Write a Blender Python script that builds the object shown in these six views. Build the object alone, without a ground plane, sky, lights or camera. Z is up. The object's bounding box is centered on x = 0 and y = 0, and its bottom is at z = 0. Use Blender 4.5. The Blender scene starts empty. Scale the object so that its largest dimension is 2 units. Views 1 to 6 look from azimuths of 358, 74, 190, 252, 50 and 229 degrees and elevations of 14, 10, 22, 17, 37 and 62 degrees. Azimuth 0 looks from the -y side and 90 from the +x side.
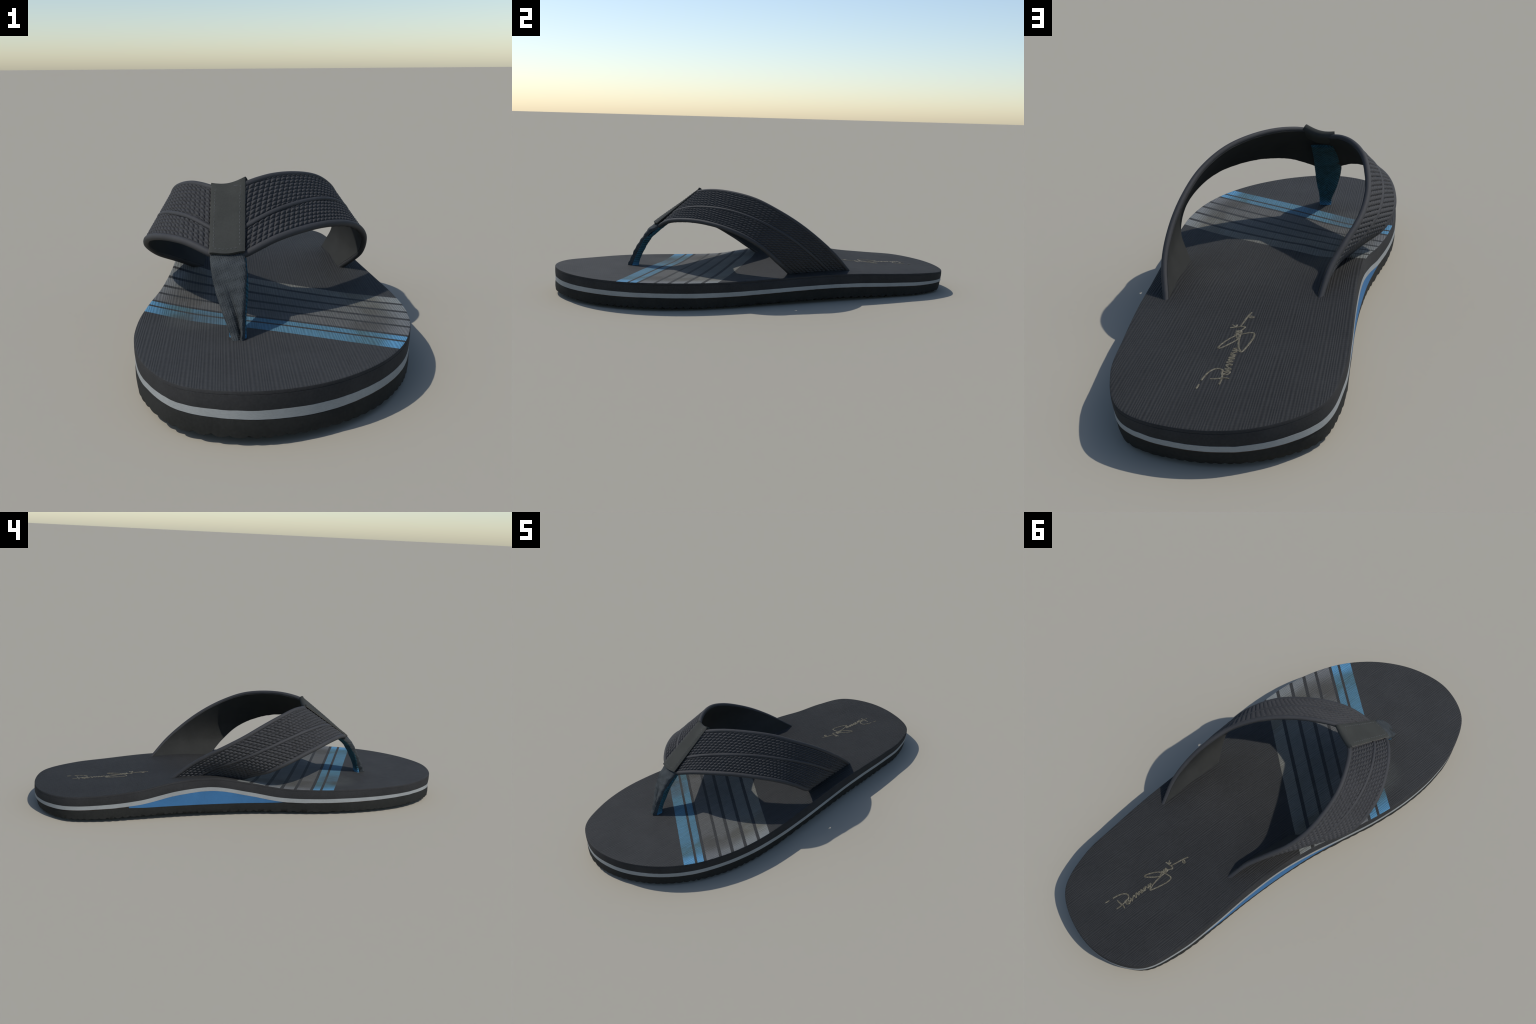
# Thong sandal: layered foam sole, ribbed printed footbed, moulded Y-strap, stitched wrap and webbing toe post.
import bpy, math
import numpy as np
from mathutils import noise as mnoise, Vector

rng = np.random.default_rng(7)
TAU = 2 * math.pi

# ------------------------------------------------------------------ curves and surfaces
def catmull(ctrl, t, closed=False):
    """Catmull-Rom through ctrl (K,D) at index parameters t."""
    c = np.asarray(ctrl, float)
    K = len(c)
    t = np.asarray(t, float)
    if not closed:
        t = np.clip(t, 0, K - 1 - 1e-9)
    i = np.floor(t).astype(int)
    u = (t - i)[:, None]
    if closed:
        g = lambda j: c[j % K]
    else:
        e = np.vstack([2 * c[0] - c[1], c, 2 * c[-1] - c[-2]])
        g = lambda j: e[np.clip(j + 1, 0, K + 1)]
    a, b, d, f = g(i - 1), g(i), g(i + 1), g(i + 2)
    return 0.5 * (2 * b + (d - a) * u + (2 * a - 5 * b + 4 * d - f) * u * u + (3 * b - a - 3 * d + f) * u ** 3)


def smooth01(x, a, b):
    x = np.clip((x - a) / (b - a), 0, 1)
    return x * x * (3 - 2 * x)


def unit(v):
    return v / (np.linalg.norm(v, axis=-1, keepdims=True) + 1e-12)


ROOT = bpy.data.objects.new("flip_flop", None)
bpy.context.scene.collection.objects.link(ROOT)
ROOT.empty_display_size = 0.2
ROOT["label"] = "black thong sandal with blue and grey stripes and textured strap"
ROOT["category"] = "flip-flop"


def make(name, verts, faces, mat, parent=ROOT, angle=40):
    me = bpy.data.meshes.new(name)
    me.from_pydata([tuple(map(float, v)) for v in verts], [], [tuple(int(i) for i in f) for f in faces])
    me.update()
    me.polygons.foreach_set("use_smooth", [True] * len(me.polygons))
    me.set_sharp_from_angle(angle=math.radians(angle))
    me.materials.append(mat)
    ob = bpy.data.objects.new(name, me)
    bpy.context.scene.collection.objects.link(ob)
    ob.parent = parent
    return ob


def grid_faces(nu, nv, base=0, wrap_u=False, wrap_v=False, flip=False):
    out = []
    for i in range(nu if wrap_u else nu - 1):
        for j in range(nv if wrap_v else nv - 1):
            i2, j2 = (i + 1) % nu, (j + 1) % nv
            f = (base + i * nv + j, base + i2 * nv + j, base + i2 * nv + j2, base + i * nv + j2)
            out.append(f[::-1] if flip else f)
    return out


def slab(name, outer, inner, mat, parent=ROOT, angle=40):
    """Closed solid from two (nu,nv,3) grids facing away from each other."""
    nu, nv = outer.shape[:2]
    V = np.vstack([outer.reshape(-1, 3), inner.reshape(-1, 3)])
    F = grid_faces(nu, nv) + grid_faces(nu, nv, nu * nv, flip=True)
    b = nu * nv
    loop = [(i, 0) for i in range(nu)] + [(nu - 1, j) for j in range(1, nv)] + \
           [(i, nv - 1) for i in range(nu - 2, -1, -1)] + [(0, j) for j in range(nv - 2, 0, -1)]
    idx = [i * nv + j for i, j in loop]
    for a, c in zip(idx, idx[1:] + idx[:1]):
        F.append((c, a, a + b, c + b))
    ob = make(name, V, F, mat, parent, angle)
    return ob


def tube(name, path, radii, mat, parent=ROOT, sides=12, flat=None, normals=None):
    """Round cord swept along path; ends capped. normals + flat squash it against a surface."""
    P = np.asarray(path, float)
    n = len(P)
    r = np.broadcast_to(np.asarray(radii, float), (n,))
    T = unit(np.gradient(P, axis=0))
    if normals is None:
        ref = np.tile([0.0, 0.0, 1.0], (n, 1))
        ref[np.abs(T[:, 2]) > 0.95] = [1, 0, 0]
    else:
        ref = np.asarray(normals, float)
    B = unit(np.cross(T, ref))
    N = np.cross(B, T)
    ang = np.arange(sides) / sides * TAU
    k = 1.0 if flat is None else flat
    V = P[:, None] + r[:, None, None] * (np.cos(ang)[None, :, None] * B[:, None] + k * np.sin(ang)[None, :, None] * N[:, None])
    F = grid_faces(n, sides, wrap_v=True)
    V = V.reshape(-1, 3)
    F += [tuple(range(sides))[::-1], tuple((n - 1) * sides + q for q in range(sides))]
    return V, F


def join(parts):
    V, F, b = [], [], 0
    for v, f in parts:
        V.append(np.asarray(v))
        F += [tuple(i + b for i in q) for q in f]
        b += len(v)
    return np.vstack(V), F


def fractal(p, scale, seed=0.0, octaves=3):
    return mnoise.fractal(Vector((p[0] * scale + seed, p[1] * scale - seed, p[2] * scale + 0.37 * seed)), 0.8, 2.0, octaves)


# ------------------------------------------------------------------ material helper
class Mat:
    def __init__(self, name, rough=0.85, spec=0.25):
        self.m = bpy.data.materials.new(name)
        self.m.use_nodes = True
        self.t = self.m.node_tree
        self.t.nodes.clear()
        self.out = self.t.nodes.new("ShaderNodeOutputMaterial")
        self.b = self.t.nodes.new("ShaderNodeBsdfPrincipled")
        self.b.inputs["Roughness"].default_value = rough
        self.b.inputs["Specular IOR Level"].default_value = spec
        self.t.links.new(self.b.outputs[0], self.out.inputs[0])
        self.co = self.t.nodes.new("ShaderNodeTexCoord").outputs["Object"]
        s = self.t.nodes.new("ShaderNodeSeparateXYZ")
        self.t.links.new(self.co, s.inputs[0])
        self.x, self.y, self.z = s.outputs

    def put(self, sock, v):
        if isinstance(v, bpy.types.NodeSocket):
            self.t.links.new(v, sock)
        else:
            sock.default_value = v

    def math(self, op, a, b=0.0, c=0.0, clamp=False):
        n = self.t.nodes.new("ShaderNodeMath")
        n.operation = op
        n.use_clamp = clamp
        for s, v in zip(n.inputs, (a, b, c)):
            self.put(s, v)
        return n.outputs[0]

    def lin(self, *terms):
        acc = None
        for v, k in terms:
            t = self.math("MULTIPLY", v, k)
            acc = t if acc is None else self.math("ADD", acc, t)
        return acc

    def step(self, v, a, b, lo=0.0, hi=1.0):
        n = self.t.nodes.new("ShaderNodeMapRange")
        n.interpolation_type = "SMOOTHSTEP"
        for s, q in zip(n.inputs[:5], (v, a, b, lo, hi)):
            self.put(s, q)
        return n.outputs[0]

    def vec(self, x, y, z):
        n = self.t.nodes.new("ShaderNodeCombineXYZ")
        for s, v in zip(n.inputs, (x, y, z)):
            self.put(s, v)
        return n.outputs[0]

    def noise(self, scale, detail=4.0, rough=0.6, stretch=None, co=None):
        n = self.t.nodes.new("ShaderNodeTexNoise")
        v = co or self.co
        if stretch:
            m = self.t.nodes.new("ShaderNodeMapping")
            m.inputs["Scale"].default_value = stretch
            self.t.links.new(v, m.inputs["Vector"])
            v = m.outputs[0]
        self.t.links.new(v, n.inputs["Vector"])
        n.inputs["Scale"].default_value = scale
        n.inputs["Detail"].default_value = detail
        n.inputs["Roughness"].default_value = rough
        return n.outputs["Fac"]

    def ramp(self, fac, stops, const=False):
        n = self.t.nodes.new("ShaderNodeValToRGB")
        n.color_ramp.interpolation = "CONSTANT" if const else "LINEAR"
        e = n.color_ramp.elements
        while len(e) < len(stops):
            e.new(0.5)
        for k, (p, c) in zip(e, stops):
            k.position = p
            k.color = (*c, 1) if len(c) == 3 else c
        self.put(n.inputs[0], fac)
        return n.outputs[0]

    def mix(self, fac, a, b, mode="MIX"):
        n = self.t.nodes.new("ShaderNodeMix")
        n.data_type = "RGBA"
        n.blend_type = mode
        self.put(n.inputs[0], fac)
        for s, v in ((n.inputs[6], a), (n.inputs[7], b)):
            self.put(s, (*v, 1) if isinstance(v, tuple) and len(v) == 3 else v)
        return n.outputs[2]

    def scale(self, col, f):
        """Multiply colour by scalar socket or number."""
        n = self.t.nodes.new("ShaderNodeVectorMath")
        n.operation = "SCALE"
        self.put(n.inputs[0], col)
        self.put(n.inputs["Scale"], f)
        return n.outputs[0]

    def color(self, c):
        self.put(self.b.inputs["Base Color"], (*c, 1) if isinstance(c, tuple) else c)

    def bump(self, h, strength=0.5, dist=0.002):
        n = self.t.nodes.new("ShaderNodeBump")
        n.inputs["Strength"].default_value = strength
        n.inputs["Distance"].default_value = dist
        self.put(n.inputs["Height"], h)
        self.t.links.new(n.outputs[0], self.b.inputs["Normal"])


def plain(name, col, var=0.18, grain=160.0, bump=0.25, dist=0.0012, rough=0.9, spec=0.2, stretch=None):
    """One colour with blotches and a fine grain."""
    m = Mat(name, rough, spec)
    big = m.noise(9.0, 3.0)
    fine = m.noise(grain, 3.0, stretch=stretch)
    f = m.lin((m.step(big, 0.3, 0.7), var), (m.step(fine, 0.25, 0.75), var), (1.0, 1.0 - var))
    m.color(m.scale((*col,), f))
    m.bump(fine, bump, dist)
    return m


# ------------------------------------------------------------------ SOLE: one outline with its levels
# going round from the toe tip over the medial (-x) side: x, y, rim height, white-band top, white-band bottom,
# height of the lower edge, flank bulge, foot-edge inset
OUTLINE = [
    (-0.098, -0.9950, 0.1325, 0.0850, 0.0640, 0.021, -0.001, 0.001),
    (-0.255, -0.9402, 0.1280, 0.0829, 0.0650, 0.021, -0.002, 0.000),
    (-0.347, -0.7959, 0.1225, 0.0806, 0.0650, 0.020, -0.001, 0.000),
    (-0.389, -0.6327, 0.1235, 0.0801, 0.0630, 0.018, -0.002, -0.002),
    (-0.396, -0.4610, 0.1230, 0.0790, 0.0600, 0.015, 0.000, -0.003),
    (-0.380, -0.2917, 0.1232, 0.0780, 0.0587, 0.013, 0.001, -0.004),
    (-0.350, -0.1217, 0.1304, 0.0835, 0.0638, 0.015, 0.001, -0.005),
    (-0.323, 0.0434, 0.1595, 0.1136, 0.0955, 0.017, 0.003, -0.006),
    (-0.3115, 0.2112, 0.1855, 0.1425, 0.1245, 0.018, 0.001, -0.008),
    (-0.306, 0.3809, 0.1751, 0.1296, 0.1099, 0.021, 0.001, -0.006),
    (-0.309, 0.5496, 0.1445, 0.0950, 0.0748, 0.020, -0.002, -0.006),
    (-0.306, 0.7203, 0.1270, 0.0806, 0.0622, 0.016, -0.003, -0.005),
    (-0.264, 0.8834, 0.1168, 0.0733, 0.0556, 0.015, -0.001, -0.006),
    (-0.127, 0.9797, 0.1085, 0.0652, 0.0501, 0.014, 0.000, -0.008),
    (0.043, 0.9974, 0.1045, 0.0653, 0.0508, 0.013, 0.000, -0.010),
    (0.2025, 0.9420, 0.1062, 0.0667, 0.0530, 0.011, -0.003, -0.011),
    (0.279, 0.7944, 0.1148, 0.0690, 0.0520, 0.009, -0.006, -0.010),
    (0.305, 0.6269, 0.1222, 0.0750, 0.0570, 0.010, -0.005, -0.011),
    (0.323, 0.4544, 0.1310, 0.0835, 0.0647, 0.015, -0.003, -0.008),
    (0.336, 0.2856, 0.1342, 0.0866, 0.0690, 0.018, 0.004, -0.004),
    (0.3545, 0.1141, 0.1319, 0.0856, 0.0675, 0.017, 0.008, -0.004),
    (0.374, -0.0537, 0.1286, 0.0824, 0.0632, 0.014, 0.008, -0.007),
    (0.392, -0.2254, 0.1265, 0.0787, 0.0580, 0.011, 0.002, -0.008),
    (0.396, -0.3963, 0.1268, 0.0778, 0.0572, 0.011, -0.003, -0.006),
    (0.371, -0.5638, 0.1280, 0.0793, 0.0594, 0.013, -0.003, -0.003),
    (0.3105, -0.7227, 0.1276, 0.0807, 0.0594, 0.014, -0.001, -0.004),
    (0.208, -0.8585, 0.1284, 0.0814, 0.0594, 0.015, -0.001, -0.003),
    (0.066, -0.9580, 0.1302, 0.0822, 0.0590, 0.020, -0.001, 0.001),
]
OUTLINE = np.array(OUTLINE)
OUTLINE[:, 1] = (OUTLINE[:, 1] - 0.0012) * 1.0015
NS = 960
ring = catmull(OUTLINE, np.arange(NS) * len(OUTLINE) / NS, closed=True)
RIM = ring[:, :2]
tan2 = np.roll(RIM, -6, 0) - np.roll(RIM, 6, 0)
NRM = unit(np.stack([tan2[:, 1], -tan2[:, 0]], 1))
if ((RIM - RIM.mean(0)) * NRM).sum() < 0:
    NRM = -NRM
ARC = np.r_[0, np.cumsum(np.linalg.norm(np.diff(RIM, axis=0), axis=1))]
ZR, ZA, ZB, ZF, BULGE, FOOT = ring[:, 2:].T
# the outsole's own top runs level under the arch; the wedge fills what lies above it
ARCH = smooth01(ring[:, 1], -0.16, -0.02) * (1 - smooth01(ring[:, 1], 0.52, 0.60)) * (ring[:, 0] < 0)
ZO = np.where(ARCH > 0, np.minimum(ZB, 0.0612 - 0.0025 * ARCH), ZB)
# a little wobble where the layers were ground flush
wob = np.array([fractal((RIM[i, 0], RIM[i, 1], 0), 9.0, 3.1) for i in range(NS)])
wob2 = np.array([fractal((RIM[i, 0], RIM[i, 1], 0), 26.0, 8.7) for i in range(NS)])
TOE = smooth01(-RIM[:, 1], 0.72, 0.95) + smooth01(RIM[:, 1], 0.8, 0.95)
ZA = ZA + 0.0006 * wob + 0.0009 * wob2 * TOE
ZB = ZB + 0.0005 * wob2


def ring3(off, z):
    off = np.broadcast_to(np.asarray(off, float), (NS,))
    z = np.broadcast_to(np.asarray(z, float), (NS,))
    return np.column_stack([RIM + NRM * off[:, None], z])


# footbed height: thin-plate surface through the rim and a few measured points of the foot bed
BED = [(0.043, 0.848, 0.1152), (-0.019, 0.469, 0.1387), (0.037, 0.652, 0.1236), (-0.009, 0.828, 0.1176),
       (0.208, 0.283, 0.1465), (0.076, -0.143, 0.1270), (-0.212, -0.110, 0.1312), (-0.082, -0.180, 0.1268), (0.050, -0.2485, 0.1236),
       (0.181, -0.322, 0.1224), (-0.200, -0.035, 0.1392), (-0.095, -0.085, 0.1362), (0.005, -0.144, 0.1290), (0.106, -0.199, 0.1248),
       (0.0, 0.150, 0.1390), (0.02, 0.300, 0.1425), (-0.13, 0.190, 0.1540), (0.12, 0.150, 0.1380), (-0.245, -0.300, 0.1180), (-0.245, -0.438, 0.1150),
       (-0.107, -0.514, 0.1200), (0.033, -0.592, 0.1240), (0.175, -0.669, 0.1256), (-0.158, 0.008, 0.1365),
       (-0.020, -0.066, 0.1316), (0.185, 0.76, 0.1205), (-0.185, 0.80, 0.1255), (-0.05, -0.83, 0.1260), (0.114, -0.140, 0.1266), (0.246, -0.209, 0.1230), (-0.11, -0.645, 0.1230)]
src = np.vstack([np.column_stack([RIM, ZR])[:: NS // 48], np.array(BED)])


def tps_kernel(a, b):
    r2 = ((a[:, None] - b[None]) ** 2).sum(2)
    return 0.5 * r2 * np.log(r2 + 1e-12)


n_src = len(src)
lhs = np.zeros((n_src + 3, n_src + 3))
lhs[:n_src, :n_src] = tps_kernel(src[:, :2], src[:, :2]) + 2e-4 * np.eye(n_src)
lhs[:n_src, n_src:] = np.column_stack([np.ones(n_src), src[:, :2]])
lhs[n_src:, :n_src] = lhs[:n_src, n_src:].T
coef = np.linalg.solve(lhs, np.r_[src[:, 2], 0, 0, 0])


def bed_z(xy):
    xy = np.atleast_2d(xy)
    return tps_kernel(xy, src[:, :2]) @ coef[:n_src] + np.column_stack([np.ones(len(xy)), xy]) @ coef[n_src:]


# spine the rings shrink to
yy = RIM[:, 1] * 0.80
left, right = RIM[:, 0] < np.interp(RIM[:, 1], [-1, 1], [-0.05, 0.0]), None
order_l = np.argsort(RIM[left, 1]); order_r = np.argsort(RIM[~left, 1])
mid_x = lambda y: 0.5 * (np.interp(y, RIM[left, 1][order_l], RIM[left, 0][order_l]) + np.interp(y, RIM[~left, 1][order_r], RIM[~left, 0][order_r]))
SPINE = np.column_stack([mid_x(yy), yy])


def cap_rings(edge, fs, zfun):
    """Rings from edge (NS,3) inward to the spine; height from zfun(xy, f, edge_z)."""
    out = []
    for f in fs:
        xy = SPINE + (edge[:, :2] - SPINE) * f
        out.append(np.column_stack([xy, zfun(xy, f, edge[:, 2])]))
    return out


def solid(name, rings, mat, angle=40, parent=ROOT, edge=None):
    """Closed loft of full rings; the first and the last one lie on the spine."""
    V = np.stack(rings, 0)
    F = []
    R = len(rings)
    for k in range(R - 1):
        for i in range(NS):
            j = (i + 1) % NS
            F.append((k * NS + i, k * NS + j, (k + 1) * NS + j, (k + 1) * NS + i))
    V = V.reshape(-1, 3)
    ob = make(name, V, F, mat, parent, angle)
    if edge:                                             # faces from ring edge[0] on take a second material
        ob.data.materials.append(edge[1])
        ob.data.polygons.foreach_set("material_index", [1 if k >= edge[0] * NS else 0 for k in range(len(F))])
    return ob


INNER = [0.9, 0.6, 0.3, 0.0]

# materials of the sole ------------------------------------------------------------
m = Mat("ribbed_footbed_print", 0.8, 0.25)
wobble = m.lin((m.noise(14.0, 2.0), 0.006), (1.0, -0.003))
q = m.math("ADD", m.lin((m.x, 0.482), (m.y, 0.876)), m.math("MULTIPLY", wobble, 0.35))
q = m.math("MULTIPLY", m.math("ADD", q, 0.52), 2.0)
DARK = (0.0295, 0.0298, 0.0295)
BLUE_P, BLUE_W = (0.072, 0.198, 0.315), (0.047, 0.092, 0.104)
GREYS_P = [(0.108, 0.110, 0.110), (0.118, 0.122, 0.121), (0.128, 0.134, 0.132), (0.146, 0.153, 0.148), (0.165, 0.175, 0.168)]
GREYS_W = [(0.058, 0.056, 0.050), (0.064, 0.062, 0.055), (0.072, 0.070, 0.060), (0.088, 0.085, 0.070), (0.108, 0.102, 0.080)]
bands = [(-0.5025, -0.4515, 0), (-0.438, -0.4085, 0), (-0.3935, -0.3330, 1), (-0.3205, -0.2725, 2),
         (-0.2570, -0.2050, 3), (-0.1883, -0.1340, 4), (-0.1193, -0.0668, 5)]


def stripes(blue, greys):
    st = [(0.0, DARK)]
    for a, b, k in bands:
        st += [((a + 0.52) * 2, blue if k == 0 else greys[k - 1]), ((b + 0.52) * 2, DARK)]
    return m.ramp(q, st, const=True)


# wear: the print is rubbed and dirty where the foot rests, bright along the rim
half_in = m.step(m.y, -0.35, 0.05, 0.388, 0.318)                  # distance of the rim from the middle, inner and outer side
half_out = m.step(m.y, -0.80, -0.42, 0.288, 0.392)
outer_side = m.math("GREATER_THAN", m.x, 0.0)
half_w = m.lin((m.math("MULTIPLY", outer_side, half_out), 1.0), (m.math("MULTIPLY", m.math("SUBTRACT", 1.0, outer_side), half_in), 1.0))
across = m.math("DIVIDE", m.math("ABSOLUTE", m.x), half_w)
wearn = m.noise(7.0, 4.0)
streak = m.noise(30.0, 3.0, stretch=(3.5, 0.35, 1.0))
rimward = m.lin((across, 1.0), (wearn, 0.16), (streak, 0.10), (1.0, -0.13))
rub = m.step(rimward, 0.99, 0.82, 0.0, 0.66)
track = m.math("SUBTRACT", m.step(rimward, 0.52, 0.70), m.step(rimward, 0.72, 0.90))
wear = m.lin((rub, 1.0), (m.math("MULTIPLY", track, m.step(wearn, 0.28, 0.58)), 0.45), (streak, 0.50), (1.0, -0.25))
clean = m.math("SUBTRACT", 1.0, wear, clamp=True)
worn = m.mix(clean, stripes(BLUE_W, GREYS_W), stripes(BLUE_P, GREYS_P))
# extra grime in the big-toe hollow
dx = m.math("DIVIDE", m.math("ADD", m.x, 0.235), 0.10)
dy = m.math("DIVIDE", m.math("ADD", m.y, 0.44), 0.10)
hollow = m.math("ADD", m.math("MULTIPLY", dx, dx), m.math("MULTIPLY", dy, dy))
grime = m.math("MULTIPLY", m.step(hollow, 1.3, 0.0), m.step(wearn, 0.25, 0.65, 0.45, 0.85))
worn = m.mix(grime, worn, (0.047, 0.049, 0.046))
# warp ribs run lengthwise, fine weft crosses them
swell = m.math("MULTIPLY", m.math("SINE", m.math("MULTIPLY", m.x, TAU / 0.054)), 2.3)
rib1 = m.math("SINE", m.math("ADD", m.math("MULTIPLY", m.x, TAU * 7 / 0.054), swell))
weft = m.math("SINE", m.math("ADD", m.math("MULTIPLY", m.y, TAU / 0.0092), m.math("MULTIPLY", m.noise(22.0, 2.0), 4.0)))
dash = m.noise(75.0, 3.0, stretch=(1.6, 0.55, 1.0))
strength = m.step(m.noise(11.0, 2.0), 0.25, 0.75, 0.30, 0.58)
rib = m.lin((m.math("MULTIPLY", rib1, strength), 1.0), (weft, 0.10), (dash, 1.1), (1.0, -0.55))
blot = m.noise(6.0, 3.0)
heel_to_toe = m.step(m.y, 0.55, -0.60, -0.20, 0.12)
mult = m.lin((rib, 0.36), (m.step(blot, 0.25, 0.75), 0.16), (heel_to_toe, 1.0), (1.0, 0.92))
m.color(m.scale(worn, mult))
m.bump(rib, 0.45, 0.0020)
FOOTBED = m.m

MIDSOLE = plain("dark_foam", (0.0285, 0.0285, 0.029), 0.22, 180.0, 0.3).m
OUTSOLE = plain("black_rubber", (0.0185, 0.0190, 0.0175), 0.25, 130.0, 0.35).m
WHITE = plain("pale_grey_foam", (0.272, 0.284, 0.280), 0.12, 140.0, 0.2, stretch=(1, 1, 3)).m
WEDGE = plain("blue_foam", (0.043, 0.138, 0.285), 0.12, 140.0, 0.2, stretch=(1, 1, 3)).m
GLUE = plain("brown_glue", (0.055, 0.036, 0.026), 0.3, 200.0, 0.2).m

# footbed sheet -----------------------------------------------------------------------
SHEET = 0.009
fs = np.r_[0.0, 0.06, np.linspace(0.15, 0.96, 20), 0.985]
top_edge = ring3(-0.0035, ZR)
tb = bed_z(top_edge[:, :2])


def top_z(xy, f, ez):
    return bed_z(xy) + (ez - tb) * f ** 5


rings = cap_rings(top_edge, fs, top_z)
EDGE0 = len(rings) + 1
rings += [top_edge, ring3(-0.0010, ZR - 0.0008), ring3(0.0, ZR - 0.0028), ring3(0.0, ZR - SHEET + 0.0004), ring3(-0.0006, ZR - SHEET)]
rings += cap_rings(ring3(-0.0006, ZR - SHEET), INNER, lambda xy, f, ez: bed_z(xy) - SHEET)
footbed = solid("footbed", rings, FOOTBED, edge=(EDGE0, MIDSOLE))

# midsole, white band, arch wedge, outsole --------------------------------------------------
zt = ZR - SHEET - 0.0003
def flat(xy, f, ez):
    lim = bed_z(xy) - SHEET - 0.0025
    return np.minimum(ez * f + (ez.mean() - 0.004) * (1 - f) if f < 1 else ez, lim if f < 1 else ez)


up, dn = ring3(-0.0006, zt), ring3(BULGE, ZA + 0.0002)
mids = [*cap_rings(up, INNER[::-1], flat), up, ring3(0.0001, zt - 0.0006)]
for k in (0.3, 0.6, 0.85):
    mids.append(ring3(BULGE * k + 0.0010 * math.sin(k * math.pi), zt * (1 - k) + ZA * k))
solid("midsole", [*mids, dn, *cap_rings(dn, INNER, flat)], MIDSOLE)

a, b = ring3(BULGE + 0.0005, ZA), ring3(BULGE + 0.0005, ZB)
solid("midsole_stripe", [*cap_rings(a, INNER[::-1], flat), a, b, *cap_rings(b, INNER, flat)], WHITE)

g0, g1 = ring3(BULGE - 0.0004, ZB - 0.0002), ring3(BULGE - 0.0004, ZB - 0.0022)
solid("glue_seam", [*cap_rings(g0, INNER[::-1], flat), g0, g1, *cap_rings(g1, INNER, flat)], GLUE)

w0 = ring3(BULGE + 0.0002, ZB - 0.0003)
w1 = ring3(BULGE * 0.6 + FOOT * 0.25 - 0.0009 * (ARCH <= 0), np.minimum(ZO + 0.0002, ZB - 0.0006))
solid("arch_insert", [*cap_rings(w0, INNER[::-1], flat), w0, w1, *cap_rings(w1, INNER, flat)], WEDGE)

# outsole: wavy tread edge cut by small scallops of uneven pitch
pitch = 0.037 + 0.010 * np.sin(ARC * 2.3) + 0.006 * np.sin(ARC * 7.1 + 1)
ph = np.cumsum(np.r_[0, np.diff(ARC)] / pitch) * TAU
scal = np.abs(np.sin(ph / 2 + 1.3 * wob)) ** 0.8
rag = np.array([fractal((RIM[i, 0], RIM[i, 1], 0.5), 60.0, 1.9) for i in range(NS)])
amp = 0.0044 + 0.0034 * np.array([fractal((RIM[i, 0], RIM[i, 1], 0), 5.0, 4.4) for i in range(NS)])
amp = amp * (1 - 0.55 * smooth01(RIM[:, 1], 0.80, 0.95))
low = ZF - 0.005 + amp * (1 - scal) * 1.3 + 0.0014 * wob2 + 0.0008 * rag
o0 = ring3(BULGE * 0.6 + FOOT * 0.25 - 0.0004, np.minimum(ZO, ZB - 0.0014))
outs = [*cap_rings(o0, INNER[::-1], flat), o0]
for k in (0.35, 0.7):
    outs.append(ring3((BULGE * 0.6 + FOOT * 0.25) * (1 - k) + FOOT * k + 0.0008 * math.sin(k * math.pi), ZO * (1 - k) + ZF * k))
outs.append(ring3(FOOT - 0.001 + 0.0012 * wob2, low + 0.002))
outs.append(ring3(FOOT - 0.005, low))


def tread(xy, f, ez):
    wave = np.sin((xy[:, 1] + 0.010 * np.sin(xy[:, 0] * TAU / 0.11)) * TAU / 0.036)
    base = 0.0045 + 0.0045 * wave * (1 if f < 0.95 else 0.6)
    k = smooth01(np.array([f]), 0.86, 1.0)[0]
    return base * (1 - k) + ez * k


bottom_edge = ring3(FOOT - 0.012, low + 0.001)
outs += cap_rings(bottom_edge, np.r_[1.0, 0.975, 0.95, np.linspace(0.92, 0.02, 26), 0.0], tread)
solid("outsole", outs, OUTSOLE, 50)

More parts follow.
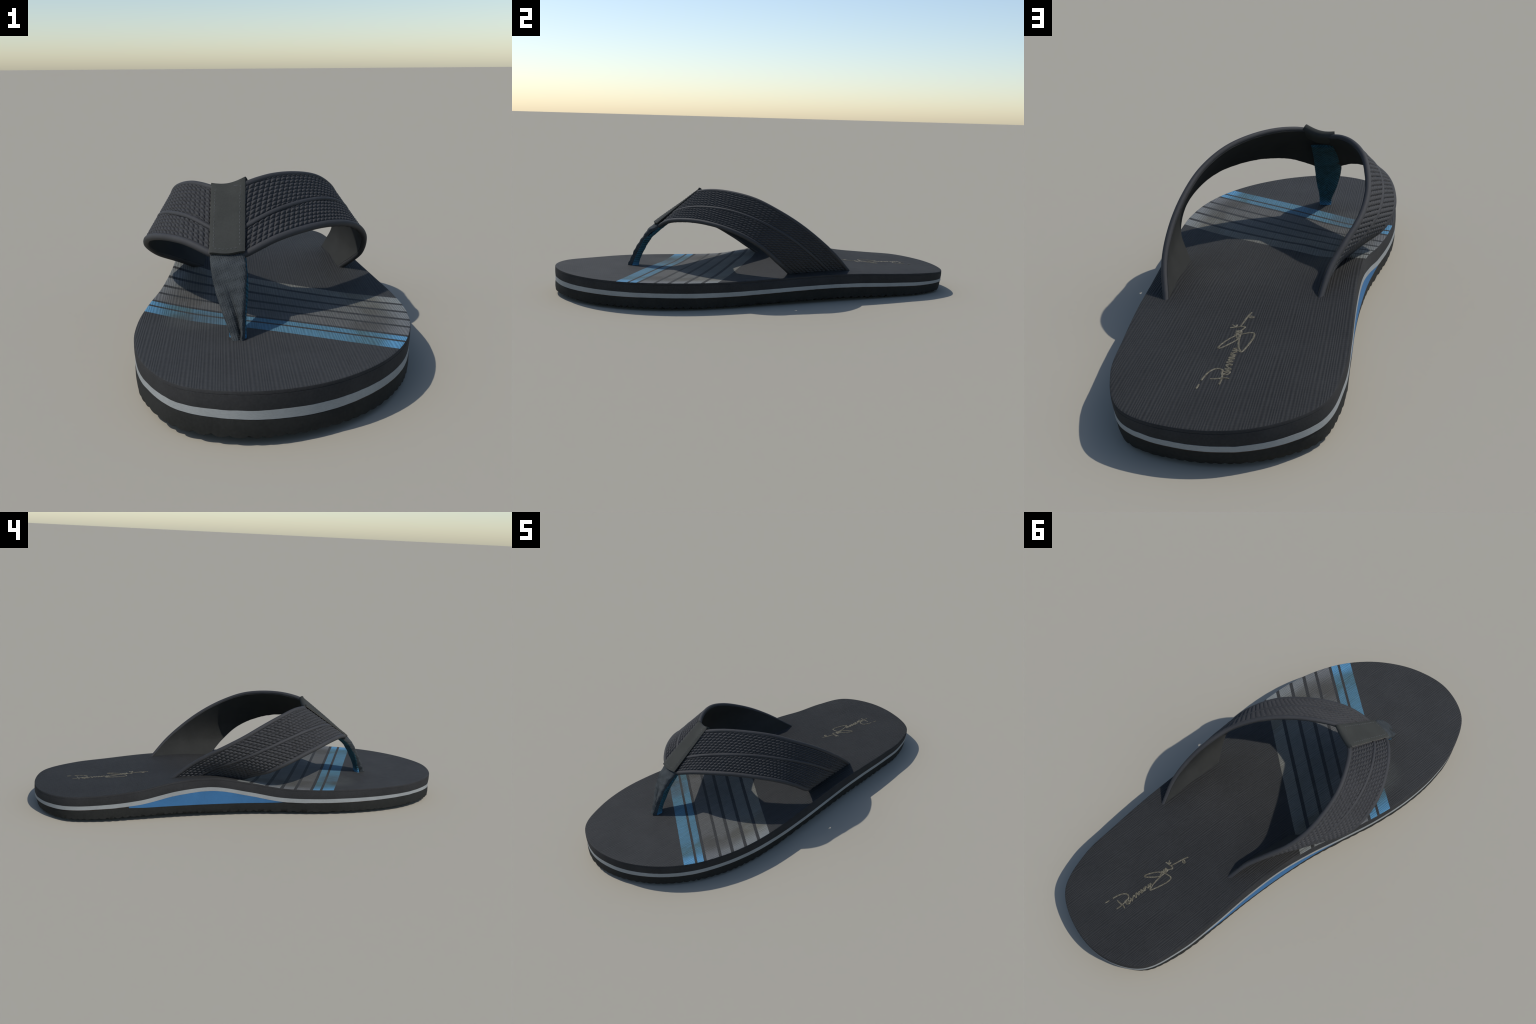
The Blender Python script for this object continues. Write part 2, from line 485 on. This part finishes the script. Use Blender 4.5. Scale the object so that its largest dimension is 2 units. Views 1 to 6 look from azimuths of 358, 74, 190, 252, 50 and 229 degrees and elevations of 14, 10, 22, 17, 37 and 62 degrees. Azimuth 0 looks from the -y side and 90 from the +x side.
# ------------------------------------------------------------------ signature on the heel
SIGN = [
    [(0.0428, 0.8474), (0.0406, 0.8288)],
    [(0.0391, 0.8126), (0.0369, 0.7986), (0.0309, 0.7762), (0.0227, 0.7623), (0.0124, 0.7560), (0.0032, 0.7576), (-0.0033, 0.7634),
     (-0.0041, 0.7762), (-0.0071, 0.7860), (-0.0096, 0.8059), (-0.0086, 0.8258)],
    [(0.0185, 0.8028), (0.0017, 0.8009), (-0.0146, 0.7966), (-0.0280, 0.7988)],
    [(-0.0040, 0.7697), (-0.0219, 0.7652), (-0.0085, 0.7795), (-0.0171, 0.7824), (-0.0231, 0.7702), (-0.0079, 0.7550), (-0.0224, 0.7573),
     (-0.0119, 0.7467), (-0.0070, 0.7380), (-0.0214, 0.7364), (-0.0040, 0.7250), (-0.0194, 0.7206), (-0.0056, 0.7126), (-0.0205, 0.7055),
     (-0.0047, 0.7018), (-0.0185, 0.6962), (-0.0061, 0.6878), (-0.0207, 0.6890), (-0.0057, 0.6795), (-0.0196, 0.6738), (-0.0071, 0.6652),
     (-0.0201, 0.6653), (-0.0083, 0.6566), (-0.0184, 0.6541)],
    [(-0.0297, 0.6713), (-0.0204, 0.6524), (-0.0160, 0.6356), (-0.0131, 0.6183), (-0.0113, 0.5916), (-0.0116, 0.5702)],
    [(-0.0205, 0.6638), (-0.0300, 0.6727), (-0.0348, 0.6665), (-0.0409, 0.6445), (-0.0473, 0.6146), (-0.0494, 0.5936), (-0.0462, 0.5773),
     (-0.0348, 0.5754), (-0.0230, 0.5797), (-0.0113, 0.5840)],
    [(0.0025, 0.5930), (0.0162, 0.6095), (0.0291, 0.6345), (0.0349, 0.6526), (0.0317, 0.6566), (0.0225, 0.6498), (0.0079, 0.6323),
     (-0.0041, 0.6163), (-0.0092, 0.6038)],
    [(0.0050, 0.5887), (-0.0107, 0.5886), (0.0042, 0.5780), (-0.0097, 0.5765), (0.0046, 0.5688), (-0.0094, 0.5673), (-0.0002, 0.5836),
     (-0.0040, 0.6014), (-0.0103, 0.5977), (0.0006, 0.5653)],
    [(0.0251, 0.5522), (0.0077, 0.5473), (-0.0151, 0.5449), (-0.0078, 0.5675)],
    [(0.0214, 0.5360), (0.0115, 0.5445), (0.0087, 0.5353)],
    [(-0.0019, 0.5431), (-0.0054, 0.5253), (-0.0107, 0.4956), (-0.0151, 0.4769), (-0.0188, 0.4665)],
    [(-0.0151, 0.4935), (-0.0241, 0.4974), (-0.0296, 0.4920), (-0.0206, 0.4880), (-0.0148, 0.4918)],
]
m = Mat("worn_gold_ink", 0.6, 0.3)
flake = m.noise(170.0, 3.0)
m.color(m.ramp(m.step(flake, 0.3, 0.7), [(0.0, (0.058, 0.050, 0.032)), (0.6, (0.116, 0.102, 0.068)), (1.0, (0.185, 0.168, 0.120))]))
INK = m.m
parts = []
for s in SIGN:
    s = np.array(s)
    n = max(4, 5 * (len(s) - 1))
    p = catmull(s, np.linspace(0, len(s) - 1, n))
    z = bed_z(p) + 0.0004
    w = 0.0025 * (0.8 + 0.35 * np.sin(np.linspace(0.4, 2.7, n)))
    parts.append(tube("", np.column_stack([p, z]), w, None, sides=6, flat=0.45))
make("signature", *join(parts), INK)

# ------------------------------------------------------------------ STRAP
# rear and front edges, each followed from the toe-post wrap to where it enters the footbed
REAR_MEDIAL = [(-0.1780, -0.2620, 0.4880), (-0.2156, -0.2168, 0.4902), (-0.2702, -0.1407, 0.4802), (-0.2997, -0.0647, 0.4514), (-0.3168, 0.0248, 0.4113),
               (-0.3160, 0.1080, 0.3633), (-0.2923, 0.1979, 0.3116), (-0.2524, 0.2718, 0.2599), (-0.2228, 0.3351, 0.2074), (-0.2073, 0.3985, 0.1517)]
FRONT_MEDIAL = [(-0.1860, -0.4920, 0.3300), (-0.2401, -0.4518, 0.3460), (-0.2988, -0.3881, 0.3502), (-0.3444, -0.3242, 0.3400), (-0.3782, -0.2568, 0.3254),
                (-0.3945, -0.1878, 0.2991), (-0.3965, -0.1246, 0.2688), (-0.3860, -0.0713, 0.2410), (-0.3361, -0.0231, 0.2025), (-0.2640, 0.0320, 0.1700), (-0.2370, 0.0620, 0.1480)]
REAR_LATERAL = [(-0.0880, -0.3000, 0.5000), (-0.0401, -0.2687, 0.5116), (0.0279, -0.2029, 0.5133), (0.1005, -0.1324, 0.5057), (0.1662, -0.0525, 0.4835),
                (0.2249, 0.0383, 0.4366), (0.2608, 0.1391, 0.3733), (0.2786, 0.2232, 0.3086), (0.2812, 0.3158, 0.2273), (0.2580, 0.4020, 0.1380)]
FRONT_LATERAL = [(-0.0848, -0.4953, 0.3255), (-0.0015, -0.4605, 0.3562), (0.0900, -0.3993, 0.3724), (0.1600, -0.3360, 0.3735), (0.2250, -0.2687, 0.3640),
                 (0.2700, -0.2100, 0.3450), (0.3030, -0.1480, 0.3190), (0.3270, -0.0882, 0.2830), (0.3370, -0.0270, 0.2320), (0.3180, 0.0340, 0.1740), (0.2840, 0.0760, 0.1400)]


def even(ctrl, n=9):
    c = np.array(ctrl)
    d = catmull(c, np.linspace(0, len(c) - 1, 400))
    s = np.r_[0, np.cumsum(np.linalg.norm(np.diff(d, axis=0), axis=1))]
    return np.stack([np.interp(np.linspace(0, s[-1], n), s, d[:, k]) for k in range(3)], 1)


def both_sides(medial, middle, lateral):
    m, l = even(medial)[::-1], even(lateral)
    dive = lambda p, q: p + (p - q) / np.linalg.norm(p - q) * 0.032      # the ends run on into the footbed slots
    return np.vstack([dive(m[0], m[1]), m, middle, l, dive(l[-1], l[-2])])


REAR = both_sides(REAR_MEDIAL, (-0.1350, -0.2830, 0.4920), REAR_LATERAL)
FRONT = both_sides(FRONT_MEDIAL, (-0.1350, -0.4970, 0.3245), FRONT_LATERAL)
KN = len(REAR)
NU, NV = 1150, 210
su = np.linspace(0, KN - 1, NU)
U, Fr = catmull(REAR, su), catmull(FRONT, su)
tv = np.linspace(0, 1, NV)
side = (su - 10.0) / 9.0                       # -1 medial anchor .. 0 wrap .. +1 lateral anchor
BOW = 0.005 * np.sin(np.clip(np.abs(side), 0, 1) * math.pi) - 0.013 * smooth01(-side, 0.66, 1.0)    # the inner slot is curved


UNDER = 1 - smooth01(np.abs(side), 0.075, 0.17)     # sunk beneath the wrap


def strap_base():
    S = U[:, None] + (Fr - U)[:, None] * tv[None, :, None]
    ds = np.gradient(S, axis=0)
    dt = np.gradient(S, axis=1)
    N = unit(np.cross(ds, dt))
    c = np.array([-0.02, -0.02, 0.12])
    if ((S - c) * N).sum() < 0:
        N = -N
    S = S + N * (BOW[:, None] * 4 * (tv * (1 - tv))[None] - 0.007 * UNDER[:, None])[..., None]
    ds = np.gradient(S, axis=0)
    dt = np.gradient(S, axis=1)
    N2 = unit(np.cross(ds, dt))
    if (N2 * N).sum() < 0:
        N2 = -N2
    # smooth the normals along the strap a little
    for _ in range(6):
        N2[1:-1] = (N2[:-2] + N2[1:-1] + N2[2:]) / 3
    return S, unit(N2)


S0, NRMS = strap_base()
mid = S0[:, NV // 2]
alen = np.r_[0, np.cumsum(np.linalg.norm(np.diff(mid, axis=0), axis=1))]
alen -= np.interp(0, side, alen)
width = np.linalg.norm(Fr - U, axis=1)
# centre rib drifts towards the rear edge on its way to the anchors
RIBT = np.where(side > 0, 0.665 - 0.33 * np.abs(side), 0.675 - 0.34 * np.abs(side))
tt = np.broadcast_to(tv[None], (NU, NV))


def unroll(A, B):
    """Flatten the ruled strip between edges A and B triangle by triangle (A ends up on the left of B's direction of travel)."""
    n = len(A)
    a, b = np.zeros((n, 2)), np.zeros((n, 2))
    a[0] = (0, np.linalg.norm(A[0] - B[0]))

    def place(p, q, dp, dq):
        L = np.linalg.norm(q - p)
        x = (dp ** 2 - dq ** 2 + L * L) / (2 * L)
        e = (q - p) / L
        return p + e * x - np.array([-e[1], e[0]]) * math.sqrt(max(dp ** 2 - x * x, 0))

    D = lambda p, q: np.linalg.norm(p - q)
    for k in range(n - 1):
        b[k + 1] = place(b[k], a[k], D(B[k + 1], B[k]), D(B[k + 1], A[k]))
        a[k + 1] = place(b[k + 1], a[k], D(A[k + 1], B[k + 1]), D(A[k + 1], A[k]))
    return a, b


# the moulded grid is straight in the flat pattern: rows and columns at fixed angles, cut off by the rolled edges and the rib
PA, PB = 0.0204, 0.0187
aa, bb = np.zeros((NU, NV)), np.zeros((NU, NV))
half = NU // 2
for order, row_deg, col_deg, col_turn in ((np.arange(half, NU), 31, 80, -16), (np.arange(half, -1, -1), 38, 90, -6)):
    a2, b2 = unroll(U[order], Fr[order])
    P2 = a2[:, None] + (b2 - a2)[:, None] * tv[None, :, None]
    er = np.array([math.cos(math.radians(row_deg)), math.sin(math.radians(row_deg))])
    n_row = np.array([-er[1], er[0]])
    qd = P2 @ n_row                                     # distance across the rows
    run = P2 @ er
    lean = np.radians(col_deg + col_turn * smooth01(run, 0.1, 0.85) - row_deg)
    aa[order] = run - (qd - 0.1) / np.tan(lean)
    bb[order] = qd / math.sin(math.radians(col_deg - row_deg))


def cell(v, p):
    f = np.abs(2 * (v / p - np.floor(v / p)) - 1)      # 1 in the groove, 0 on the crown
    return 1 - np.clip(f, 0, 1) ** 2.6


bumps = cell(aa, PA) * cell(bb, PB)
edge_d = np.minimum(tt, 1 - tt) * width[:, None]
rib_d = np.abs(tt - RIBT[:, None]) * width[:, None]
mask = (1 - smooth01(UNDER, 0.6, 1.0))[:, None] * smooth01(edge_d, 0.014, 0.020) * smooth01(rib_d, 0.009, 0.014)
height = 0.0070 * bumps * mask - 0.002
BAND_T, LINE_T = 0.0075, 0.0065
outer = S0 + NRMS * height[..., None]
inner = S0 - NRMS * BAND_T

STRAP = plain("moulded_strap_rubber", (0.0375, 0.0376, 0.0394), 0.14, 220.0, 0.15, 0.0008, rough=0.72, spec=0.3).m
LINING = plain("olive_grey_lining", (0.034, 0.0345, 0.0325), 0.16, 260.0, 0.25, 0.0008, rough=0.95, spec=0.1).m
strap = slab("strap", outer, inner, STRAP, angle=75)

# lining: slightly ragged edge
fray = 0.0022 * np.array([fractal((alen[i] * 1.0, 0.3, 0.0), 38.0, 5.0) for i in range(NU)])
fray2 = 0.0022 * np.array([fractal((alen[i] * 1.0, 0.9, 0.4), 42.0, 9.0) for i in range(NU)])
tl = np.linspace(0, 1, 24)
tl2 = (0.004 - fray)[:, None] / width[:, None] + tl[None] * (1 - ((0.006 - fray - fray2) / width)[:, None])
ix = np.clip(tl2 * (NV - 1), 0, NV - 1.001)
i0 = ix.astype(int)
w = (ix - i0)[..., None]
rows = np.arange(NU)[:, None]
sample = lambda A: A[rows, i0] * (1 - w) + A[rows, i0 + 1] * w
SL, NL = sample(S0), unit(sample(NRMS))
slab("lining", SL - NL * (BAND_T + 0.0003), SL - NL * (BAND_T + LINE_T), LINING, parent=strap, angle=60)

# rolled edges and the centre rib
rad_e = 0.0098
off = (rad_e * 0.75 / width)


def along(tline, lift):
    ix = np.clip(tline * (NV - 1), 0, NV - 1.001)
    k = ix.astype(int)
    w = (ix - k)[:, None]
    r = np.arange(NU)
    p = S0[r, k] * (1 - w) + S0[r, k + 1] * w
    n = unit(NRMS[r, k] * (1 - w) + NRMS[r, k + 1] * w)
    return p + n * lift, n


for name, tline, lift, r, fl in (("edge_piping", off, -0.0035, rad_e, 0.95), ("edge_piping", 1 - off, -0.0035, rad_e * 1.08, 0.98), ("center_rib", RIBT, -0.001, 0.0078, 0.85)):
    p, n = along(tline, lift)
    make(name, *tube("", p, r, None, sides=16, flat=fl, normals=n), STRAP, parent=strap, angle=80)

# ------------------------------------------------------------------ WRAP over the strap's middle
TL, TR = np.array([-0.1800, -0.2719, 0.4936]), np.array([-0.0785, -0.2926, 0.5095])
BL, BR = np.array([-0.1870, -0.5020, 0.3350]), np.array([-0.0880, -0.5040, 0.3385])
CLASP = plain("dark_grey_suede", (0.0415, 0.0430, 0.0390), 0.16, 210.0, 0.3, 0.0010, rough=0.95, spec=0.15).m


LIFT = 0.0025


def wrap_sheet(nu=48):
    """Path over the front, round the rear edge and a little down the inside; (offset along face, thickness) lofted across u."""
    u = np.linspace(0, 1, nu)
    top = TL + (TR - TL) * u[:, None] + np.outer(-0.010 * np.sin(u * math.pi) + 0.004 * u, [0, 0.1, 1.0])
    bot = BL + (BR - BL) * u[:, None] + np.outer(np.sin(u * math.pi), [0, -0.004, -0.007])
    down = unit(bot - top)
    across = unit(np.gradient(top, axis=0))
    nrm = unit(np.cross(across, down))
    nrm[nrm[:, 2] < 0] *= -1
    if nrm[:, 1].mean() > 0:
        nrm = -nrm
    L = np.linalg.norm(bot - top, axis=1)
    rows = []
    # inside flap, fold, front
    for d, h in ((0.062, -0.025), (0.045, -0.027), (0.025, -0.028), (0.010, -0.028), (0.000, -0.026), (-0.006, -0.021), (-0.008, -0.014), (-0.006, -0.006), (-0.001, -0.001)):
        rows.append(top + down * d + nrm * (h + LIFT))
    for k in np.linspace(0.02, 1, 40):
        crown = 0.005 * math.sin(k * math.pi) * np.sin(u * math.pi)
        edge = -0.006 * np.abs(2 * u - 1) ** 6
        rows.append(top + down * (k * L)[:, None] + nrm * (crown + edge + LIFT)[:, None])
    G = np.stack(rows, 0)
    t1 = np.gradient(G, axis=0)
    t2 = np.gradient(G, axis=1)
    N = unit(np.cross(t2, t1))
    if (N[-10] * nrm).sum() < 0:
        N = -N
    return G, N, down, nrm


G, GN, WD, WN = wrap_sheet()
clasp = slab("strap_wrap", G[:, ::-1], (G - GN * 0.0075)[:, ::-1], CLASP, angle=50)

THREAD = plain("grey_thread", (0.068, 0.071, 0.069), 0.2, 200.0, 0.2).m
front = G[9:]
fN = GN[9:]
nr, nc = front.shape[:2]


def on_wrap(k, u):
    a, b = k * (nr - 1), u * (nc - 1)
    i, j = int(min(a, nr - 2)), int(min(b, nc - 2))
    fa, fb = a - i, b - j
    g = lambda A: (A[i, j] * (1 - fa) + A[i + 1, j] * fa) * (1 - fb) + (A[i, j + 1] * (1 - fa) + A[i + 1, j + 1] * fa) * fb
    return g(front), unit(g(fN))


def stitch(p0, p1, name):
    pts, nn = [], []
    for t in np.linspace(0, 1, 6):
        p, n = on_wrap(p0[0] + (p1[0] - p0[0]) * t, p0[1] + (p1[1] - p0[1]) * t)
        pts.append(p + n * (0.0008 * math.sin(t * math.pi) - 0.0010))
        nn.append(n)
    return tube("", pts, 0.0016 * np.sin(np.linspace(0.5, math.pi - 0.5, 6)) + 0.0002, None, sides=6, normals=nn)


st = []
for uline in (0.125, 0.875):
    for k in np.arange(0.075, 0.93, 0.048):
        j = rng.uniform(-0.004, 0.004)
        st.append(stitch((k + j, uline + rng.uniform(-0.01, 0.01)), (k + j + 0.031, uline + rng.uniform(-0.01, 0.01)), ""))
for u in np.arange(0.15, 0.82, 0.115):
    st.append(stitch((0.945, u), (0.945 + rng.uniform(-0.004, 0.004), u + 0.075), ""))
RAW = plain("raw_cut_edge", (0.105, 0.098, 0.084), 0.25, 200.0, 0.2).m
cut = [on_wrap(k, 0.0) for k in np.linspace(0.0, 1, 40)]
cp = np.array([c[0] for c in cut]) - np.array([c[1] for c in cut]) * 0.0026
cp += np.array([-0.0004, 0, 0]) + 0.0004 * rng.normal(size=(40, 1))
make("cut_edge", *tube("", cp, 0.0014, None, sides=8), RAW, parent=clasp)
ob = make("stitching", *join(st), THREAD, parent=clasp)
ob["kind"] = "stuff"

# ------------------------------------------------------------------ TOE POST
# grey front webbing: left edge, right edge (front face)
POST = [((-0.182, -0.445, 0.354), (-0.090, -0.445, 0.356)), ((-0.185, -0.494, 0.326), (-0.087, -0.496, 0.328)), ((-0.184, -0.524, 0.302), (-0.086, -0.545, 0.302)),
        ((-0.179, -0.549, 0.270), (-0.088, -0.567, 0.275)), ((-0.171, -0.570, 0.238), (-0.091, -0.587, 0.246)), ((-0.161, -0.589, 0.206), (-0.094, -0.606, 0.214)),
        ((-0.149, -0.606, 0.173), (-0.097, -0.621, 0.182)), ((-0.138, -0.623, 0.145), (-0.098, -0.636, 0.149)),
        ((-0.130, -0.639, 0.121), (-0.099, -0.648, 0.124)), ((-0.127, -0.647, 0.098), (-0.099, -0.656, 0.100))]
# blue rear webbing: left x, right x, (y,z) of its back face, (y,z) of its front face
PAD = [(-0.170, -0.092, (-0.310, 0.428), (-0.318, 0.436)), (-0.178, -0.090, (-0.373, 0.383), (-0.381, 0.393)), (-0.182, -0.087, (-0.431, 0.339), (-0.443, 0.350)),
       (-0.182, -0.083, (-0.474, 0.305), (-0.491, 0.318)), (-0.178, -0.081, (-0.516, 0.271), (-0.530, 0.281)), (-0.171, -0.080, (-0.542, 0.238), (-0.558, 0.248)),
       (-0.161, -0.083, (-0.560, 0.205), (-0.573, 0.212)), (-0.149, -0.087, (-0.574, 0.177), (-0.588, 0.182)), (-0.138, -0.088, (-0.585, 0.150), (-0.601, 0.153)),
       (-0.134, -0.088, (-0.592, 0.122), (-0.611, 0.124)), (-0.130, -0.090, (-0.595, 0.098), (-0.616, 0.099))]

m = Mat("grey_webbing", 0.95, 0.1)
tw = m.math("SINE", m.math("MULTIPLY", m.lin((m.x, 1.0), (m.z, 0.55)), TAU / 0.0062))
tw2 = m.math("SINE", m.math("MULTIPLY", m.lin((m.x, -0.35), (m.z, 1.0)), TAU / 0.0066))
nz = m.noise(60.0, 4.0)
weave = m.lin((m.math("MULTIPLY", tw, tw2), 0.5), (tw, 0.25), (nz, 1.2), (1.0, -0.6))
m.color(m.scale(m.ramp(m.noise(26.0, 3.0), [(0.25, (0.032, 0.037, 0.040)), (0.75, (0.058, 0.065, 0.068))]), m.lin((weave, 0.30), (1.0, 1.0))))
m.bump(weave, 0.5, 0.0022)
GREYWEB = m.m

m = Mat("blue_herringbone_webbing", 0.9, 0.15)
axis_x = m.lin((m.z, -0.11), (1.0, -0.099))                      # the chevrons' spine leans with the post
chev = m.math("SINE", m.math("MULTIPLY", m.lin((m.math("ABSOLUTE", m.math("SUBTRACT", m.x, axis_x)), 1.0), (m.z, 0.9)), TAU / 0.0105))
nz = m.noise(45.0, 4.0)
patch = m.noise(14.0, 3.0)
col = m.ramp(m.lin((chev, 0.16), (nz, 0.55), (patch, 0.6), (1.0, -0.10)), [(0.20, (0.018, 0.040, 0.044)), (0.5, (0.026, 0.078, 0.102)), (0.85, (0.042, 0.135, 0.200))])
foot = m.step(m.z, 0.150, 0.122)
m.color(m.mix(m.math("MULTIPLY", foot, 0.6), col, (0.070, 0.220, 0.400)))
m.bump(m.lin((chev, 0.6), (nz, 0.6)), 0.55, 0.0022)
BLUEWEB = m.m

nk, nuw = 150, 56
tk = np.linspace(0, len(POST) - 1, nk)
Lp = catmull(np.array([p[0] for p in POST]), tk)
Rp = catmull(np.array([p[1] for p in POST]), tk)
uw = np.linspace(0, 1, nuw)
Gp = Lp[:, None] + (Rp - Lp)[:, None] * uw[None, :, None]
N = unit(np.cross(np.gradient(Gp, axis=1), np.gradient(Gp, axis=0)))
if N[..., 1].mean() > 0:
    N = -N
fk = np.linspace(0, 1, nk)[:, None]
fold = smooth01(fk, 0.30, 0.75) * (1 - 0.75 * smooth01(fk, 0.78, 0.93))
crease_u = 0.42 + 0.30 * smooth01(fk, 0.25, 0.95)
crease = np.exp(-((uw[None] - crease_u) / 0.085) ** 2)
roll = 0.004 * np.exp(-((uw[None] - 0.97) / 0.10) ** 2) - 0.008 * np.exp(-((uw[None] - crease_u + 0.05) / 0.26) ** 2)
edge = -0.007 * np.abs(2 * uw[None] - 1) ** 8
ripple = 0.0013 * np.sin(fk * 60 + 2.0 * uw[None]) * (0.4 + 0.6 * np.abs(2 * uw[None] - 1))
lump = np.array([[fractal(Gp[i, j], 40.0, 2.0) for j in range(nuw)] for i in range(nk)]) * 0.0016
Gp2 = Gp + N * (fold * (roll - 0.014 * crease) + edge + ripple + lump + 0.001)[..., None]
post = slab("toe_post", Gp2, Gp - N * (0.0190 + 0.004 * fold * crease)[..., None], GREYWEB, angle=60)

PADN = len(PAD)
tp = np.linspace(0, PADN - 1, 130)
pad = catmull(np.array([[p[0], p[1], *p[2], *p[3]] for p in PAD]), tp)
nu2 = 44
ub = np.linspace(0, 1, nu2)
xb = pad[:, 0:1] + (pad[:, 1:2] - pad[:, 0:1]) * ub[None]
back = np.stack([xb, np.broadcast_to(pad[:, 2:3], xb.shape), np.broadcast_to(pad[:, 3:4], xb.shape)], -1)
frnt = np.stack([xb, np.broadcast_to(pad[:, 4:5], xb.shape), np.broadcast_to(pad[:, 5:6], xb.shape)], -1)
th = unit(back - frnt)
rnd = np.abs(2 * ub - 1) ** 5
lump = np.array([[fractal(back[i, j], 45.0, 6.0) for j in range(nu2)] for i in range(len(tp))]) * 0.0016
thick = np.linalg.norm(back - frnt, axis=-1)
back = back + th * (0.001 + lump - (thick * 0.42) * rnd[None])[..., None]
low_part = smooth01(tp, 3.2, 5.5)[:, None]                         # lower down its outer side fills the grey fold
frnt = frnt + th * ((thick * 0.2) * rnd[None] - 0.014 * low_part * smooth01(ub, 0.66, 0.84)[None])[..., None]
slab("rear_webbing", back, frnt, BLUEWEB, parent=post, angle=60)
